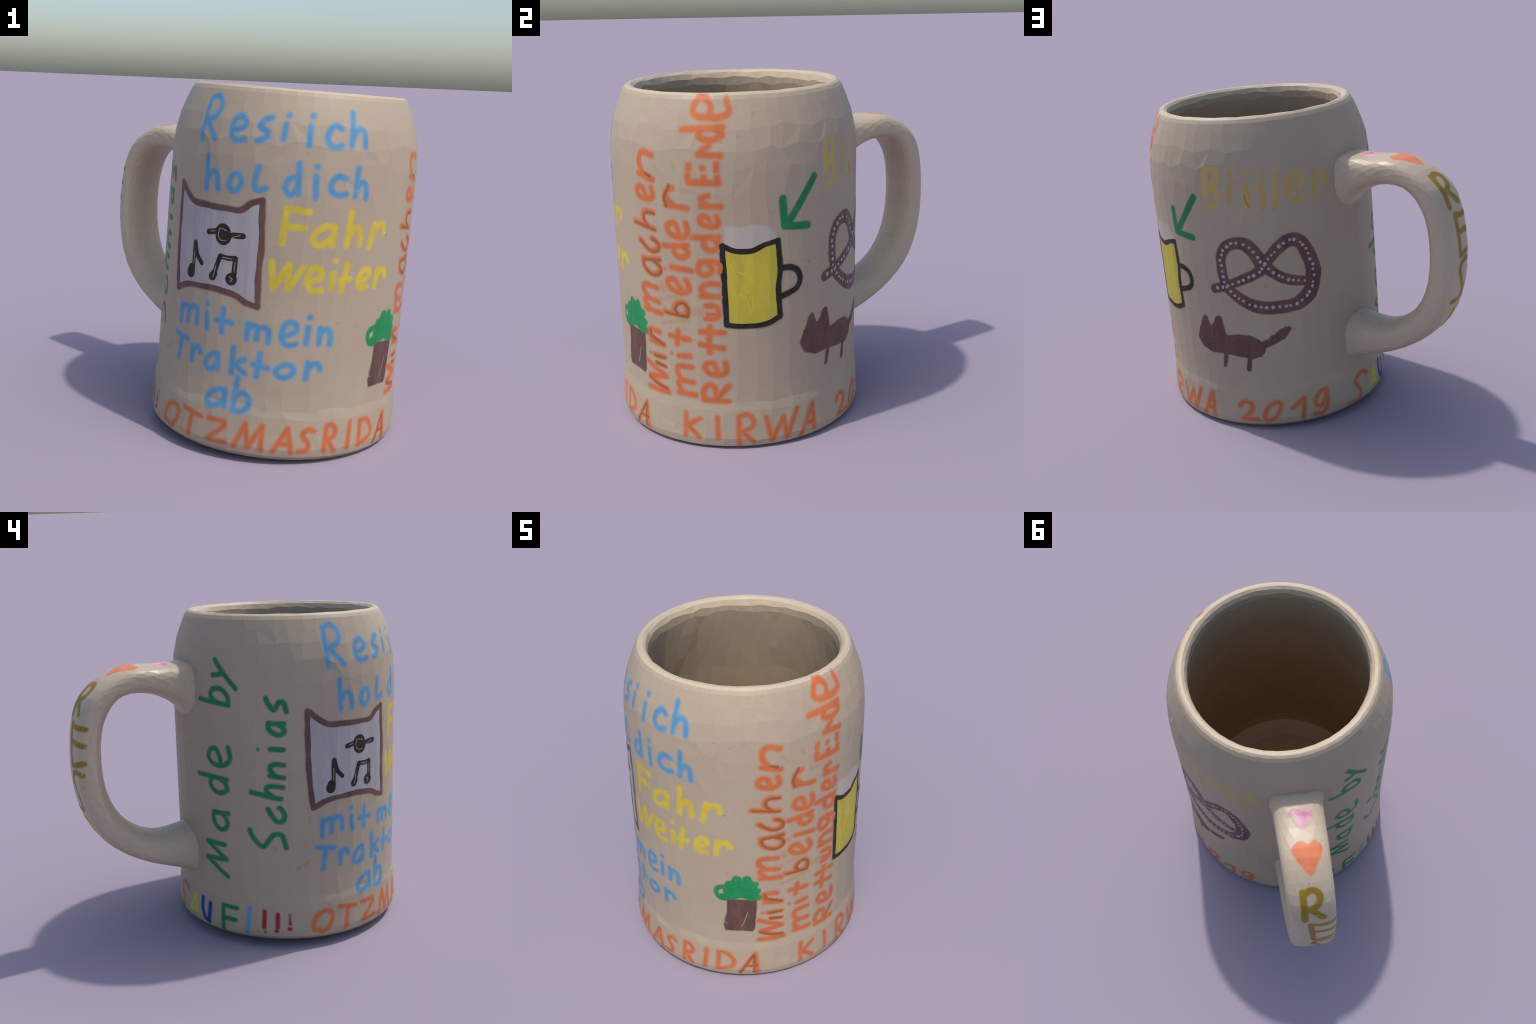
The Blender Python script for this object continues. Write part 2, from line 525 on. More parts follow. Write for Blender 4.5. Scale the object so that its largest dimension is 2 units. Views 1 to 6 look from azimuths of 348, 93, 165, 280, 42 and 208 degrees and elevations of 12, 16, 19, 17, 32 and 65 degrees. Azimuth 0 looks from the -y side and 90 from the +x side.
def mark(name, pen, paths=(), fills=(), over=None, top=False, place=on_wall, parent=None, cover=1.0, radius=None, soft=None, wob=.0008, cell=None, kind=None):
    """One pen mark: inked core, then three paler bands towards its blurred edge.
    top: drawn over what was there before.  A pale edge ends where other ink begins.
    over: the pen whose ink this one is drawn on (instead of bare clay)."""
    global count
    count += 1
    colour, second, rad, sf, streak = PENS[pen]
    rad = radius or rad
    soft = soft or sf
    cell = cell or (.006 if fills else min(.006, max(.0028, rad * .55)))
    segs = thicken(paths, rad)
    xs = [a[0] for s in segs for a in s] + [q[0] for f in fills for q in f]
    ys = [a[1] for s in segs for a in s] + [q[1] for f in fills for q in f]
    m = max([a[2] for s in segs for a in s] + [0]) + soft + .008
    gx, gy = np.meshgrid(np.arange(min(xs) - m, max(xs) + m, cell), np.arange(min(ys) - m, max(ys) + m, cell))
    d = field(gx, gy, segs, fills, wob, count)
    box = (gx.min(), gx.max(), gy.min(), gy.max())
    near = [q for q in drawn if q[4] is place and q[0][0] < box[1] and q[0][1] > box[0] and q[0][2] < box[3] and q[0][3] > box[2]]
    used = {q[3] for q in near}
    layer = max(used, default=-1) + 1 if over or top else min(set(range(len(used) + 1)) - used)
    layer = -.5 if name == "smear" else layer
    drawn.append((box, segs, fills, layer, place))
    other = np.full(d.shape, 9.0)
    if not over:
        for q in near:
            other = np.minimum(other, field(gx, gy, q[1], q[2], 0, 0))
    other = np.minimum(np.minimum(other[:-1, :-1], other[1:, :-1]), np.minimum(other[:-1, 1:], other[1:, 1:]))
    levels = [-9, -soft, -soft * .33, soft * .33, soft]
    covers = [cover, cover * .8, cover * .5, cover * .22]
    index, verts, faces, slots = {}, [], [], []

    def vid(p):
        k = (round(p[0], 5), round(p[1], 5))
        if k not in index:
            index[k] = len(verts)
            verts.append((*k, p[2]))
        return index[k]

    ny, nx = d.shape
    low = np.minimum(np.minimum(d[:-1, :-1], d[1:, :-1]), np.minimum(d[:-1, 1:], d[1:, 1:]))
    for j, i in zip(*np.nonzero(low < soft)):
        c = [(gx[j + b, i + a], gy[j + b, i + a], d[j + b, i + a]) for a, b in ((0, 0), (1, 0), (1, 1), (0, 1))]
        vals = [q[2] for q in c]
        whole = next((s for s in range(4) if min(vals) >= levels[s] and max(vals) <= levels[s + 1]), None)
        if whole is not None:
            if whole and other[j, i] < 0:
                continue
            faces.append([vid(q) for q in c])
            slots.append(whole)
            continue
        for tri in ((c[0], c[1], c[2]), (c[0], c[2], c[3])):
            for s in range(1 if other[j, i] < 0 else 4):
                p = clip(clip(list(tri), levels[s], True), levels[s + 1], False)
                ids = []
                for q in p:
                    k = vid(q)
                    if k not in ids:
                        ids.append(k)
                if len(ids) >= 3:
                    faces.append(ids)
                    slots.append(s)
    if not faces:
        return None
    pts = np.array(verts)
    thin = np.clip((soft - pts[:, 2]) / (1.3 * soft), .05, 1)      # the ink film runs out to nothing at its edge
    pos, nrm = place(pts[:, :2], (.0004 + .00025 * layer) * thin)
    mats = [paint(pen, colour, c, streak, second, over, HANDLE_LIGHT if place is on_handle else 1.0) for c in covers]
    o = mesh_object(name, pos, faces, mats, parent or body, slots, nrm)
    if kind:
        o["kind"] = kind
    return o


# single-line alphabet: strokes in a box, x 0..1 to the right, y 0..1 up
GLYPHS = {
    "R": [[(0, 0), (0, 1)], [(0, .98), (.55, 1.02), (.98, .82), (.85, .56), (.1, .46)], [(.2, .46), (1, 0)]],
    "e": [[(.04, .42), (.5, .46), (.92, .62), (.85, .9), (.5, 1), (.15, .82), (0, .4), (.18, .08), (.5, -.01), (.95, .05)]],
    "s": [[(1, .97), (.4, .95), (.08, .72), (.4, .52), (.8, .32), (.65, .08), (0, 0)]],
    "S": [[(1.13, .9), (.62, 1), (.21, .83), (.28, .63), (.74, .39), (.78, .07), (.05, 0)]],
    "c": [[(1, .85), (.6, 1), (.2, .82), (0, .45), (.2, .12), (.6, 0), (1, .08)]],
    "C": [[(.9, 1), (.45, .78), (.05, .45), (.1, .1), (.5, 0), (.85, .15), (1, .3)]],
    "h": [[(0, 0), (0, 1)], [(.02, .25), (.35, .5), (.75, .5), (.95, .32), (1, 0)]],
    "o": [[(.5, 1), (.12, .75), (0, .35), (.3, 0), (.75, .1), (1, .5), (.85, .92), (.5, 1)]],
    "O": [[(.5, 1), (.14, .78), (0, .42), (.1, .08), (.35, .1), (.6, 0), (.92, .3), (1, .7), (.8, .97), (.5, 1)]],
    "0": [[(.6, 1), (.2, .8), (0, .4), (.15, .05), (.5, 0), (.9, .3), (1, .75), (.85, .97), (.6, 1)]],
    "l": [[(.15, 1), (0, .35), (.3, .02), (1, .1)]],
    "d": [[(1, 1), (1, 0)], [(1, .5), (.5, .55), (.1, .42), (0, .2), (.3, 0), (.7, .05), (1, .25)]],
    "m": [[(0, 0), (0, 1)], [(0, .7), (.25, .95), (.45, .8), (.45, .05)], [(.45, .65), (.72, .93), (.97, .75), (1, 0)]],
    "n": [[(0, 0), (0, 1)], [(0, .55), (.4, .95), (.8, .9), (1, .5), (1, 0)]],
    "T": [[(0, 1), (1, 1)], [(.5, 1), (.5, 0)]],
    "r": [[(0, 0), (0, 1)], [(.02, .6), (.35, .93), (.75, .97), (1, .65)]],
    "a": [[(1, 1), (1, 0)], [(1, 1), (.5, .97), (.1, .65), (0, .25), (.3, 0), (.7, .12), (1, .45)]],
    "k": [[(0, 0), (0, 1)], [(.95, .55), (.15, .32)], [(.2, .36), (1, 0)]],
    "b": [[(0, 0), (0, 1)], [(0, .35), (.4, .55), (.9, .42), (1, .15), (.6, -.02), (0, 0)]],
    "F": [[(0, 0), (0, 1)], [(0, 1), (1, .97)], [(.02, .5), (.92, .5)]],
    "t": [[(.5, 0), (.5, 1)], [(0, .6), (1, .6)]],
    "w": [[(0, 1), (.03, 0)], [(.03, 0), (.55, .92)], [(.55, .92), (.51, 0)], [(.51, 0), (1, .82)]],
    "v": [[(.08, .97), (-.15, -.03)], [(-.15, -.03), (.47, .95)], [(.47, .95), (.4, .09)], [(.4, .09), (1, 1.09)]],
    "W": [[(0, 1), (.18, 0)], [(.18, 0), (.69, .95)], [(.69, .95), (.8, .04)], [(.8, .04), (1.28, 1.17)]],
    "y": [[(.03, 1.05), (.14, .05)], [(1.03, .85), (.14, .05), (-.83, -.95)]],
    "M": [[(0, 0), (.36, 1)], [(.36, 1), (.53, .08)], [(.53, .08), (.99, 1)], [(.99, 1), (1, 0)]],
    "N": [[(0, 0), (0, 1)], [(0, 1), (.5, .75), (.95, .5)]],
    "V": [[(0, 0), (.53, .93)], [(.53, .93), (.545, -.02)], [(.545, -.02), (1.04, .84)], [(1.04, .84), (1, 0)]],
    "Z": [[(.05, 1), (.95, .95)], [(.95, .95), (.9, .72), (.03, .03)], [(.03, .03), (1, 0)]],
    "A": [[(0, 0), (.86, 1)], [(.86, 1), (1, 0)], [(.35, .35), (.95, .33)]],
    "D": [[(0, 0), (0, 1)], [(0, 1), (.5, .93), (1, .5), (.9, .15), (0, 0)]],
    "K": [[(0, 0), (0, 1)], [(1, .85), (.1, .45)], [(.15, .45), (1, 0)]],
    "2": [[(0, .72), (.2, .93), (.5, 1), (.8, .8), (.65, .45), (.08, .02)], [(.08, .02), (1, 0)]],
    "1": [[(0, .5), (.75, 1), (.9, .92), (.85, 0)]],
    "9": [[(.85, 1), (.3, .82), (0, .5), (.22, .32), (.65, .42), (.88, .75)], [(.85, 1), (1, .4), (.65, .06), (0, 0)]],
    "U": [[(0, 1), (-.02, .5), (.35, .1), (.85, -.02)], [(.97, .82), (.82, -.02)]],
    "B": [[(0, .3), (0, .9)], [(-.02, 1), (.8, .96), (1, .76), (.78, .58), (.05, .5)], [(.1, .46), (.9, .42), (1, .2), (.7, .06), (0, 0)]],
    "u": [[(0, 1), (.05, .2), (.5, 0), (1, .2), (1, 1)], [(.35, .9), (.35, .3)]],
    "g": [[(.9, .9), (.4, 1), (0, .6), (.3, .05), (.85, .25), (1, .85), (1, -.15), (.76, -.52), (.28, -.48)]],
    "E": [[(0, 0), (0, 1)], [(0, 1), (.4, 1.03)], [(.72, 1), (.95, .98)], [(0, .48), (.3, .48)], [(.82, .52)], [(0, .03), (.3, .03)], [(.72, .05), (1.05, .06)]],
    "Q": [[(.06, .52), (.62, .49), (1, .65), (.97, .86), (.35, 1), (.05, .88), (-.02, .67), (.01, .24), (.32, -.02), (1, .03)]],
    "G": [[(1.03, 1), (.69, .94), (.16, .72), (.1, .6), (.5, .45), (.75, .33), (.69, .12), (-.03, 0)]],
}


def glyph(sign, x, y, wide, tall, turn, slant):
    t = math.radians(turn)
    u, v = np.array([math.cos(t), math.sin(t)]), np.array([-math.sin(t), math.cos(t)])
    return [[tuple(np.array([x, y]) + u * (q[0] * wide + q[1] * tall * slant) + v * q[1] * tall) for q in s] for s in GLYPHS[sign]]


def hatch(area, n, length, lean, seed):
    """Short scribbled pen lines inside an outline; lean: their main direction in degrees."""
    r = random.Random(seed)
    q = np.array(area)
    (x0, y0), (x1, y1) = q.min(0), q.max(0)

    def inside(x, y):
        odd = False
        for a, b in zip(q, np.roll(q, -1, 0)):
            if (a[1] > y) != (b[1] > y) and x < (b[0] - a[0]) * (y - a[1]) / (b[1] - a[1]) + a[0]:
                odd = not odd
        return odd

    out = []
    while len(out) < n:
        x, y, a = r.uniform(x0, x1), r.uniform(y0, y1), math.radians(lean + r.uniform(-28, 28))
        bend, path = r.uniform(-.5, .5), []
        for k in range(4):
            if not inside(x, y):
                break
            path.append((x, y))
            x, y, a = x + length / 3 * math.cos(a), y + length / 3 * math.sin(a), a + bend
        if len(path) >= 2:
            out.append(path)
    return out


def letters(pen, rows, name="letter", **kw):
    """rows: sign, x, y of its lower left corner, width, height, turn in degrees, slant."""
    for r in rows:
        mark(name, pen, glyph(*r), **kw)


def strokes(pen, groups, name="letter", **kw):
    for g in groups:
        mark(name, pen, g, **kw)


# --- front, blue and yellow: "Resi ich hol dich / Fahr weiter / mit mein Traktor ab"
letters("blue", [("R", -.740, 1.699, .103, .225, 7, .06), ("e", -.537, 1.717, .089, .124, 2, -.03), ("s", -.381, 1.724, .068, .103, 17, .33),
                 ("c", -.012, 1.723, .079, .109, 4, .08), ("h", .125, 1.737, .080, .168, 1, .09)])
letters("blue", [("h", -.663, 1.440, .079, .178, 7, .08), ("o", -.512, 1.448, .071, .091, 8, .07), ("l", -.373, 1.466, .064, .125, 9, .23),
                 ("d", -.206, 1.465, .065, .156, 8, .11), ("c", .027, 1.477, .086, .099, 3, -.02), ("h", .166, 1.479, .066, .147, -9, -.12)])
letters("blue", [("m", -.791, .668, .135, .100, 10, .18), ("m", -.342, .670, .117, .082, -2, -.01), ("e", -.156, .657, .080, .128, 4, .05), ("n", .043, .674, .064, .085, -4, -.05)])
letters("blue", [("T", -.843, .463, .110, .138, -9, -.01), ("r", -.673, .473, .059, .083, 7, .11), ("a", -.569, .452, .076, .089, 10, .13),
                 ("k", -.411, .465, .072, .140, 9, .16), ("o", -.169, .475, .095, .070, 4, -.01), ("r", -.010, .474, .072, .090, -2, .04)])
letters("blue", [("a", -.541, .252, .106, .092, 9, .13), ("b", -.386, .258, .082, .179, 7, .21)])
strokes("blue", [[[(-.242, 1.746), (-.236, 1.818)], [(-.222, 1.869)]], [[(-.106, 1.73), (-.101, 1.823)], [(-.092, 1.876)]],
                 [[(-.05, 1.463), (-.056, 1.57)], [(-.055, 1.622)]], [[(-.581, .679), (-.589, .764)], [(-.592, .819)]],
                 [[(-.026, .673), (-.02, .764)], [(-.016, .818)]],
                 [[(-.488, .676), (-.486, .81)], [(-.524, .741), (-.435, .738)]], [[(-.272, .468), (-.26, .595)], [(-.295, .535), (-.216, .521)]]])
letters("yellow", [("F", -.199, 1.208, .116, .185, -1, .03), ("a", -.044, 1.212, .104, .101, 1, .09), ("h", .146, 1.215, .078, .180, 5, .16), ("r", .289, 1.204, .085, .128, -3, .14)])
letters("yellow", [("w", -.230, .960, .163, .146, 5, .01), ("e", -.047, .966, .078, .126, 0, -.05), ("e", .238, .979, .067, .101, 2, .15), ("r", .359, .982, .074, .097, -6, .03)])
strokes("yellow", [[[(.083, .982), (.088, 1.062)], [(.093, 1.133)]], [[(.139, .967), (.164, 1.112)], [(.129, 1.024), (.187, 1.032)]]])

# --- foot band: "OTZMASRIDA KIRWA 2019 SAUF!!!!"
letters("orange", [("O", -.865, .056, .112, .140, -8, .06), ("T", -.705, .057, .121, .139, -8, 0), ("Z", -.515, .063, .108, .120, 4, -.01), ("M", -.360, .056, .146, .136, 2, .05),
                   ("A", -.150, .059, .095, .132, 0, -.09), ("S", -.020, .065, .062, .126, -1, .10), ("R", .126, .065, .057, .142, -3, 0), ("D", .353, .067, .094, .137, 10, .21),
                   ("A", .490, .057, .101, .155, -5, -.08)], radius=.0155)
letters("orange", [("K", .859, .076, .084, .138, -1, .02), ("R", 1.160, .041, .082, .172, 6, .11), ("W", 1.314, .050, .141, .144, -2, -.06), ("A", 1.510, .037, .091, .157, 12, .26)], radius=.0155)
letters("orange", [("2", 1.798, .062, .098, .126, 0, -.09), ("0", 1.933, .057, .087, .126, -3, .22), ("1", 2.110, .060, .082, .134, -11, -.09), ("9", 2.252, .058, .083, .178, -17, -.16),
                   ("S", 2.496, .043, .118, .205, -13, .14)], radius=.0155)
strokes("orange", [[[(.27, .068), (.282, .21)]], [[(1.047, .081), (1.045, .207)]]], radius=.0155)
letters("lemon", [("A", -1.757, .030, .103, .157, 4, .03)])
letters("navy", [("U", -1.596, .049, .072, .146, 4, .09)])
letters("green", [("F", -1.421, .027, .096, .166, 0, .01)], radius=.0155)
strokes("blue", [[[(-1.255, .035), (-1.237, .202)]]], radius=.0140)
strokes("red", [[[(-1.147, .191), (-1.15, .088)], [(-1.144, .056, .009)]], [[(-1.067, .174), (-1.069, .09)], [(-1.075, .066)]],
                [[(-.996, .174, .006), (-.995, .111, .009)], [(-.997, .081)]]])

# --- beside the handle, green, running up the wall: "Made by / Schnias"
letters("green", [("V", -1.384, .384, .209, .164, 95, .03), ("a", -1.380, .693, .107, .108, 85, -.13), ("d", -1.373, .923, .093, .227, 89, .03), ("e", -1.344, 1.107, .117, .159, 93, -.07),
                  ("b", -1.346, 1.477, .090, .205, 102, .32), ("y", -1.372, 1.651, .092, .078, 91, -.04)])
letters("green", [("G", -1.010, .609, .111, .220, 89, -.06), ("C", -1.017, .769, .092, .096, 91, 0), ("h", -1.038, .915, .073, .180, 79, .02), ("n", -1.019, 1.047, .077, .082, 89, .14),
                  ("a", -1.012, 1.307, .068, .091, 91, .05), ("G", -.997, 1.449, .070, .115, 92, .09)])
strokes("green", [[[(-1.095, 1.222), (-1.019, 1.219)], [(-1.168, 1.22, .011)]]])
strokes("green", [[[(1.624, 1.547), (1.456, 1.317)], [(1.426, 1.452), (1.437, 1.302)], [(1.443, 1.301), (1.577, 1.285)]]], name="arrow", radius=.0225)

# --- three orange lines running up the wall: "Wir machen / mit beider / Rettung der Ende"
LINE_1 = [("v", .748, .342, .179, .145, 86, -.37), ("n", .734, .603, .080, .088, 112, .53), ("m", .730, .793, .152, .118, 99, .25), ("a", .739, 1.025, .087, .125, 93, -.06),
          ("C", .737, 1.162, .073, .131, 98, -.04), ("h", .711, 1.281, .091, .150, 91, .16), ("e", .712, 1.441, .071, .116, 92, .05), ("n", .716, 1.554, .130, .099, 91, .29)]
LINE_2 = [("m", .922, .329, .170, .100, 95, .12), ("t", .893, .625, .080, .116, 83, -.04), ("b", .891, .805, .074, .137, 87, 0), ("e", .922, .940, .082, .124, 105, .24),
          ("d", .916, 1.147, .064, .145, 93, -.04), ("e", .918, 1.253, .084, .118, 92, .03), ("r", .919, 1.417, .096, .120, 91, .11)]
LINE_3 = [("R", 1.106, .303, .093, .134, 88, .01), ("e", 1.100, .462, .079, .117, 88, -.02), ("t", 1.088, .587, .078, .125, 91, .17), ("t", 1.091, .686, .068, .125, 86, -.07),
          ("u", 1.067, .799, .073, .065, 88, -.02), ("n", 1.070, .929, .073, .091, 88, -.03), ("g", 1.046, 1.050, .076, .079, 88, -.04), ("d", 1.078, 1.190, .074, .140, 88, -.07),
          ("e", 1.083, 1.319, .059, .093, 94, .11), ("r", 1.098, 1.430, .058, .102, 88, -.01)]
LINE_4 = [("E", 1.091, 1.557, .093, .156, 90, 0), ("N", 1.103, 1.697, .055, .112, 92, .08), ("d", 1.107, 1.779, .061, .218, 79, -.25), ("Q", 1.148, 1.883, .089, .199, 91, .06)]
# rubbed ink under them
strokes("rust", [[[(.721, .875), (.789, .903), (.857, .911)]], [[(.917, .835, .024), (1.03, .830, .024)]], [[(.734, .74), (.822, .765), (.889, .781)]],
                 [[(.743, .979), (.744, .941), (.771, .952)]], [[(.9, 1.512), (.953, 1.509)]], [[(.727, 1.633), (.754, 1.602)]], [[(.843, 1.649), (.85, 1.626)]]],
        name="smear", cover=.38, wob=.003)
letters("orange", LINE_1[::2])
letters("orange", LINE_1[1::2])
letters("orange", LINE_2[::2])
letters("orange", LINE_2[1::2])
letters("orange", [r for r in LINE_3[::2] if r[0] != "g"])
letters("orange", LINE_3[1::2])
letters("orange", LINE_4[::2], radius=.0190)
letters("orange", LINE_4[1::2], radius=.0190)
strokes("orange", [[[(.655, .528), (.733, .528)], [(.624, .531, .011)]], [[(.833, .559), (.897, .566)], [(.784, .566, .011)]], [[(.813, 1.081), (.928, 1.071)], [(.767, 1.064, .011)]]])
# darker pen gone over a few of these letters, a little off the first line
letters("olive", [(r[0], r[1] + .006, r[2] - .004, *r[3:]) for r in (LINE_1[3], LINE_1[4], LINE_1[5], LINE_2[2])], name="pen_line", cover=.8, over="orange")
strokes("olive", [[[(.486, .047), (.54, .146), (.569, .193)], [(.53, .106), (.588, .108)], [(.572, .179), (.574, .048)]], [[(.665, .524), (.735, .524)]],
                  [[(.742, .335), (.66, .352), (.61, .375)], [(.736, .47), (.67, .48)]], [[(.80, 1.42), (.79, 1.47), (.82, 1.53)]], [[(.70, 1.57), (.66, 1.585)]],
                  [[(.735, .605), (.66, .635)], [(.64, .64), (.635, .68)]]], name="pen_line", cover=.8, over="orange")

# --- "Biiiier", worn ochre
letters("ochre", [("B", 1.711, 1.483, .075, .235, 10, .20), ("e", 2.198, 1.518, .092, .152, -10, -.07), ("r", 2.372, 1.496, .079, .150, -13, -.18)], cover=.9, wob=.0016)
strokes("ochre", [[[(1.877, 1.686)], [(1.874, 1.622), (1.862, 1.54)]], [[(1.969, 1.691)], [(1.968, 1.628), (1.968, 1.492)]],
                  [[(2.06, 1.698)], [(2.057, 1.631), (2.062, 1.485)]], [[(2.152, 1.7)], [(2.14, 1.641), (2.138, 1.496)]]], cover=.9, wob=.0014)
strokes("black", [[[(1.955, 1.56), (1.958, 1.53), (1.975, 1.487)]]], name="pen_line", cover=.5, radius=.005, over="ochre")

# --- beer glass
GLASS = [(1.099, 1.217), (1.169, 1.186), (1.253, 1.184), (1.321, 1.211), (1.395, 1.227), (1.405, 1.073), (1.393, .951), (1.401, .794), (1.318, .759), (1.201, .757), (1.112, .766), (1.106, 1.035)]
mark("painted_foam", "foam", fills=[[(1.115, 1.324), (1.187, 1.316), (1.266, 1.327), (1.334, 1.318), (1.375, 1.283), (1.396, 1.239), (1.321, 1.205), (1.253, 1.180), (1.169, 1.182), (1.111, 1.213)]],
     cover=.55, wob=.002, top=True)
mark("painted_beer", "beer", fills=[GLASS], top=True)
mark("pen_hatch", "beer_line", hatch([(1.13, 1.15), (1.37, 1.17), (1.37, .80), (1.14, .80)], 34, .13, 88, 10), over="beer", cover=.4, kind="stuff", cell=.004)
mark("painted_glass", "black", [GLASS[0:5], GLASS[4:8], GLASS[7:11], [GLASS[10], GLASS[11], GLASS[0]],
                                [(1.411, 1.069), (1.459, 1.068), (1.505, 1.044), (1.524, .99), (1.497, .939), (1.409, .907)]], top=True, wob=.0016)

letters("orange", [r for r in LINE_3 if r[0] == "g"], top=True)

# --- pretzel with salt
PRETZEL = [(1.701, .962, .032), (1.823, 1.003, .032), (1.928, 1.043, .034), (2.004, 1.082, .036), (2.056, 1.154, .036), (2.134, 1.229, .042), (2.208, 1.259, .044), (2.266, 1.227, .044),
           (2.306, 1.135, .046), (2.323, 1.074, .049), (2.325, 1.002, .051), (2.299, .914, .051), (2.246, .861, .051), (2.185, .836, .044), (2.105, .834, .044), (2.007, .837, .044),
           (1.911, .87, .041), (1.841, .921, .036), (1.785, .984, .033), (1.766, 1.069, .032), (1.767, 1.168, .034), (1.808, 1.24, .036), (1.865, 1.265, .039), (1.924, 1.257, .042),
           (1.977, 1.202, .044), (2.021, 1.123, .042), (2.08, 1.064, .036), (2.154, 1.015, .034), (2.232, .987, .032), (2.3, .976, .029)]
mark("painted_pretzel", "brown", [PRETZEL], wob=.0030)


def salt():
    """White dots strung along the pretzel."""
    path = curve(PRETZEL, np.linspace(0, 1, 700))
    arc = np.concatenate([[0], np.cumsum(np.linalg.norm(np.diff(path[:, :2], axis=0), axis=1))])
    m = bpy.data.materials.new("salt_white")
    m.use_nodes = True
    b = finish(m, .55, .3)
    b.inputs["Base Color"].default_value = (*srgb(166, 164, 166), 1)
    n = 10
    vs = [(0, 0, .0006)] + [(.0105 * math.cos(2 * math.pi * i / n), .0105 * math.sin(2 * math.pi * i / n), 0) for i in range(n)]
    me = bpy.data.meshes.new("salt_dot")
    me.from_pydata(vs, [], [(0, 1 + i, 1 + (i + 1) % n) for i in range(n)])
    me.materials.append(m)
    r = random.Random(5)
    s = .02
    while s < arc[-1]:
        q = [np.interp(s, arc, path[:, k]) for k in (0, 1)]
        q = np.array([[q[0] + r.uniform(-.004, .004), q[1] + r.uniform(-.004, .004)]])
        pos, nrm = on_wall(q, .0016)
        o = bpy.data.objects.new("salt_dot", me)
        scene_coll.objects.link(o)
        o.parent = body
        o.location = pos[0]
        o.rotation_euler = Vector(nrm[0]).to_track_quat("Z", "Y").to_euler()
        k = r.uniform(.75, 1.15)
        o.scale = (k, k * r.uniform(.85, 1.2), 1)
        s += r.uniform(.028, .042)


salt()

# --- cat
CAT = [(1.518, .606), (1.54, .66), (1.575, .745), (1.600, .772), (1.618, .762), (1.632, .712), (1.645, .708), (1.688, .768), (1.704, .783), (1.723, .772), (1.735, .69), (1.745, .648),
       (1.82, .660), (1.898, .652), (1.945, .625), (1.965, .610), (2.010, .625), (2.082, .682), (2.143, .702), (2.163, .678), (2.109, .615), (1.985, .556), (1.962, .505), (1.896, .487),
       (1.806, .502), (1.718, .517), (1.627, .511), (1.551, .541)]
mark("painted_cat", "brown", [[(1.726, .508), (1.71, .428)], [(1.881, .492), (1.871, .415)]], [CAT], radius=.0150, wob=.0032)

mark("pen_hatch", "tan", hatch(CAT, 46, .06, 35, 4), over="brown", cover=.8, kind="stuff", cell=.004)

# --- flower pot
mark("painted_pot", "brown", fills=[[(.417, .655), (.59, .640), (.58, .409), (.564, .383), (.496, .394), (.402, .39), (.39, .438), (.412, .539)]], wob=.0014)
mark("painted_plant", "bush", [[(.392, .668, .022)], [(.43, .66, .022)], [(.594, .66, .023)], [(.592, .712, .023)], [(.578, .762, .024)], [(.533, .806, .026)], [(.474, .806, .027)], [(.428, .768, .024)], [(.55, .650, .022)],
                               [(.414, .751), (.365, .729), (.351, .694), (.373, .655), (.405, .648)]],
     [[(.399, .668), (.394, .719), (.42, .765), (.446, .805), (.474, .824), (.501, .808), (.532, .825), (.563, .798), (.593, .749), (.59, .707), (.605, .68), (.6, .637), (.549, .64), (.499, .658), (.424, .641)]],
     wob=.003, top=True)
strokes("clay_line", [[[(.50, .43), (.515, .47), (.535, .54)]], [[(.40, .46), (.415, .45)]]], name="scratch", cover=.8, top=True)

CROWN = [(.40, .68), (.41, .73), (.45, .79), (.50, .80), (.55, .80), (.585, .74), (.59, .66), (.50, .67)]
mark("pen_hatch", "leaf_light", hatch(CROWN, 40, .05, 60, 6), over="bush", cover=.7, kind="stuff", cell=.004)
mark("pen_hatch", "tan", hatch([(.41, .63), (.575, .62), (.57, .41), (.41, .41)], 16, .09, 88, 8), over="brown", cover=.45, kind="stuff", cell=.004)

# --- picture with music notes
TOP = [(-.874, 1.445), (-.819, 1.4), (-.752, 1.359), (-.644, 1.354), (-.496, 1.352), (-.432, 1.355), (-.376, 1.4), (-.319, 1.421)]
RIGHT = [(-.319, 1.421), (-.314, 1.302), (-.304, 1.187), (-.308, 1.1), (-.307, .982), (-.298, .853)]
BOTTOM = [(-.298, .853), (-.359, .867), (-.422, .896), (-.522, .91), (-.646, .907), (-.756, .895), (-.845, .853)]
LEFT = [(-.845, .853), (-.866, 1.054), (-.873, 1.253), (-.874, 1.445)]
mark("painted_paper", "white", fills=[TOP[:-1] + RIGHT[:-1] + BOTTOM[:-1] + LEFT[:-1]])
PAPER = [(-.84, 1.37), (-.75, 1.32), (-.60, 1.32), (-.36, 1.36), (-.34, .92), (-.5, .94), (-.8, .92)]
mark("pen_hatch", "grey_line", hatch(PAPER, 60, .12, 90, 9), over="white", cover=.4, kind="stuff", cell=.004)
mark("painted_frame", "brown", [TOP, RIGHT, BOTTOM, LEFT], top=True, radius=.0190, wob=.0026)
mark("painted_note", "black", [[(-.58, 1.222), (-.621, 1.212)], [(-.464, 1.217), (-.408, 1.22)], [(-.528, 1.226, .050), (-.524, 1.204, .052)]], top=True, radius=.0190)
mark("painted_note", "black", [[(-.728, .990, .030), (-.734, .965, .034)], [(-.716, 1.0), (-.713, 1.138), (-.692, 1.075), (-.655, 1.031)]], top=True, radius=.0165)
mark("painted_note", "black", [[(-.562, .998), (-.532, 1.094)], [(-.532, 1.094), (-.484, 1.09), (-.44, 1.095)], [(-.44, 1.095), (-.442, 1.008)], [(-.563, .992, .024), (-.572, .975, .026)],
                               [(-.456, .979, .037)]], top=True, radius=.0175)
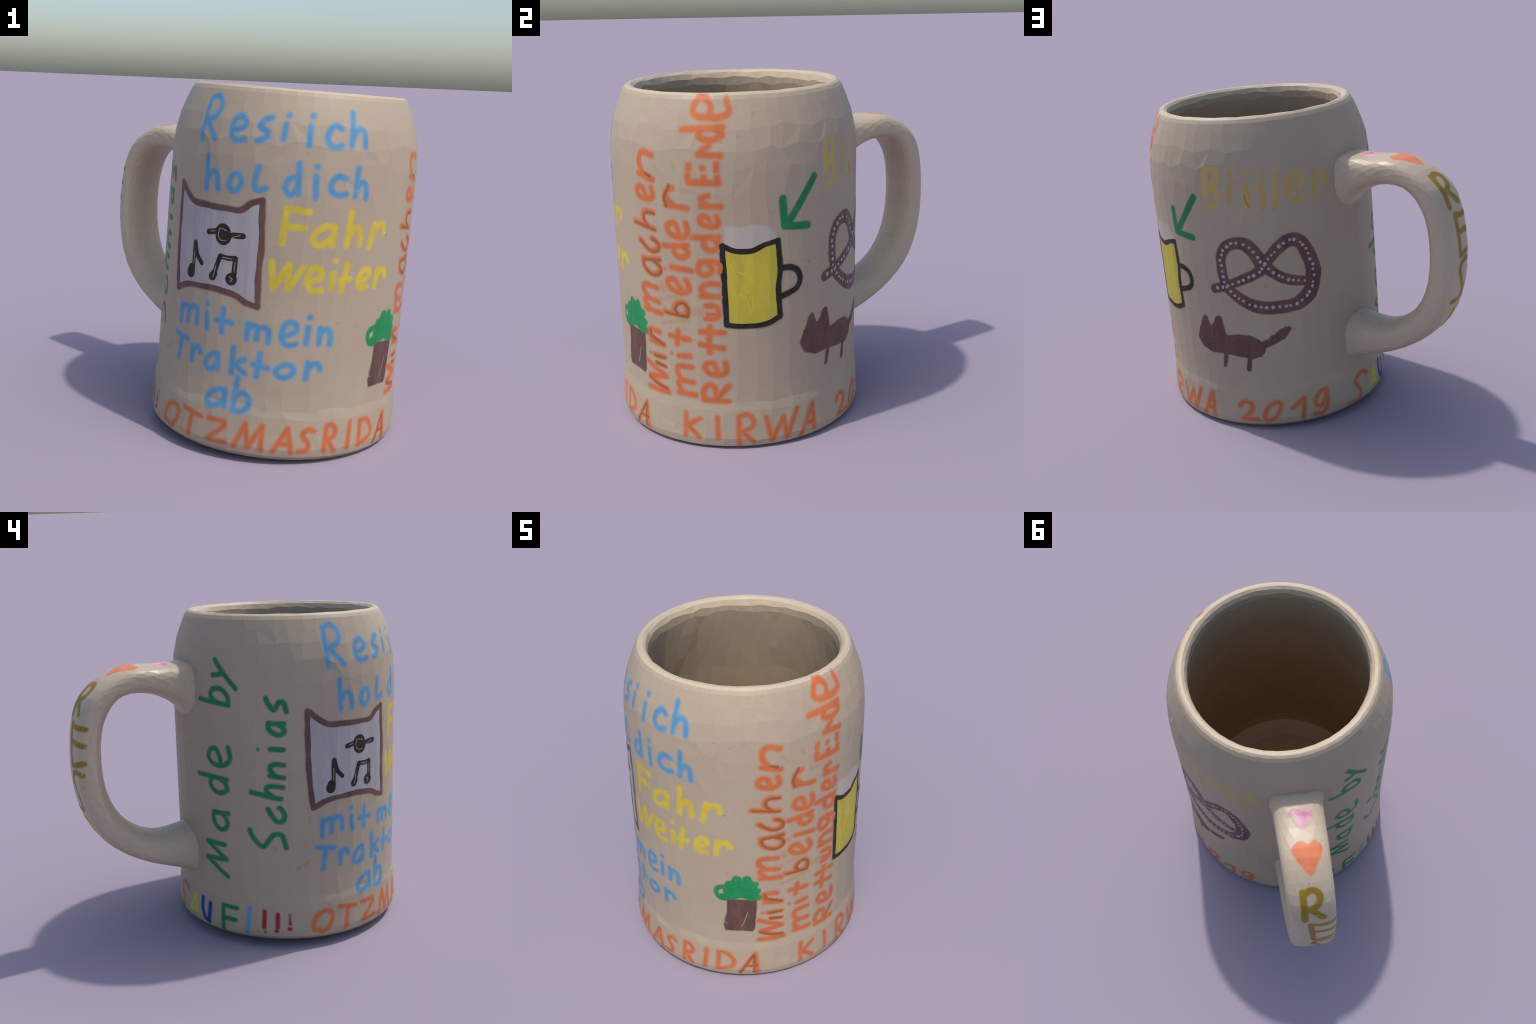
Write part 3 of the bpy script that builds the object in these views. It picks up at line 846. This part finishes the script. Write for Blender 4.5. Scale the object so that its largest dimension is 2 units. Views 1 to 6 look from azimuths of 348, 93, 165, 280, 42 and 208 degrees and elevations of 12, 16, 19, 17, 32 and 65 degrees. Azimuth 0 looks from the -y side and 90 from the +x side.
strokes("clay_line", [[[(-.548, 1.245), (-.556, 1.205), (-.535, 1.180), (-.505, 1.182)]], [[(-.54, 1.245), (-.505, 1.236)]], [[(-.608, 1.218), (-.578, 1.224)]], [[(-.47, 1.205), (-.425, 1.222)]],
                      [[(-.713, 1.085), (-.716, 1.015)]], [[(-.556, 1.03), (-.565, .985), (-.57, .97)]], [[(-.441, 1.075), (-.442, 1.02)]], [[(-.468, .99), (-.45, .98), (-.46, .965)]],
                      [[(-.515, 1.09), (-.46, 1.088)]]], name="scratch", cover=.85, top=True)

# --- stray specks and faint smears
strokes("magenta", [[[(-1.581, .915)]], [[(-1.084, .605), (-1.072, .592)]], [[(-1.296, 1.566), (-1.273, 1.548)]], [[(-.944, .467), (-.927, .481)]], [[(-.901, .49), (-.874, .519)]]],
        name="speck", cover=.35)
strokes("magenta", [[[(-.878, .862), (-.862, .748), (-.844, .621)]], [[(-1.673, 1.066), (-1.642, .98)]], [[(-1.573, .846), (-1.525, .82)]], [[(-1.235, 1.07), (-1.197, 1.099)]]],
        name="smear", cover=.18, radius=.005)
strokes("green", [[[(.367, 1.726)]], [[(.452, 1.697)]], [[(.632, 1.966)]], [[(1.197, 1.792)]]], name="speck", cover=.3, radius=.005)
strokes("dark", [[[(.41, 1.264)]], [[(1.538, 1.095)]], [[(1.582, 1.078)]], [[(1.567, 1.016)]], [[(2.119, 1.455)]], [[(2.027, .98)]], [[(.415, .845)]]], name="speck", cover=.55)
strokes("orange", [[[(1.284, 1.901)]], [[(.131, .032)]], [[(.196, .037)]], [[(-1.488, .135)]], [[(-1.495, .082)]]], name="speck", cover=.5, radius=.008)
strokes("blue", [[[(-.272, .244), (-.258, .24)]], [[(-.244, .278), (-.21, .289)]], [[(-.389, .756), (-.384, .733)]], [[(-.435, .668), (-.419, .635)]]], name="smear", cover=.25, radius=.007)


# ------------------------------------------------------------------ on the handle (second coordinate: minus the distance from its top)
def flip(paths):
    return [[(q[0], -q[1], *q[2:]) for q in p] for p in paths]


def rounded(poly):
    """Closed smooth outline through a few points."""
    n = len(poly)
    c = curve(poly + poly[:3], np.linspace(1 / (n + 2), (n + 1) / (n + 2), 8 * n + 1))
    return [tuple(q) for q in c[:-1]]


def hmark(name, pen, paths=(), fills=(), **kw):
    mark(name, pen, flip(paths), [rounded(f) for f in flip(fills)], place=on_handle, parent=handle, **kw)


hmark("painted_heart", "pink", [], [[(.005, .322), (-.037, .255), (-.053, .222), (-.022, .203), (.015, .214), (.055, .203), (.075, .236), (.057, .284)]], cover=.92, soft=.009, wob=.002)
hmark("painted_heart", "coral", [], [[(.018, .600), (-.042, .519), (-.070, .453), (-.043, .411), (-.005, .402), (.029, .424), (.066, .403), (.104, .438), (.099, .482), (.065, .545)]])
hmark("letter", "gold", [[(-.050, .892), (-.042, .692)], [(-.035, .702), (.005, .684), (.046, .702), (.048, .752), (.012, .795), (-.035, .808)], [(0, .815), (.058, .878)]])
hmark("letter", "lemon", [[(.02, .848), (.076, .900)]], radius=.009)
hmark("letter", "gold", [[(-.020, .943), (-.004, 1.192)], [(-.02, .943), (.04, .958), (.125, .952)], [(-.005, 1.048), (.06, 1.048), (.125, 1.052)], [(-.004, 1.192), (.06, 1.180), (.125, 1.160)]], radius=.0170)
hmark("letter", "gold", [[(.118, 1.232), (.060, 1.222), (.005, 1.245), (-.005, 1.290), (.02, 1.345), (.045, 1.400), (.050, 1.452), (.010, 1.478), (-.055, 1.474)]], radius=.0170)
hmark("letter", "gold", [[(.020, 1.56), (.022, 1.70)]], radius=.0170)
hmark("letter", "lemon", [[(-.062, 1.548), (.02, 1.536), (.10, 1.548)]], radius=.012)
hmark("speck", "orange", [[(.118, 1.30)]], cover=.5, radius=.005)
hmark("speck", "dark", [[(0, .645)]], cover=.5)
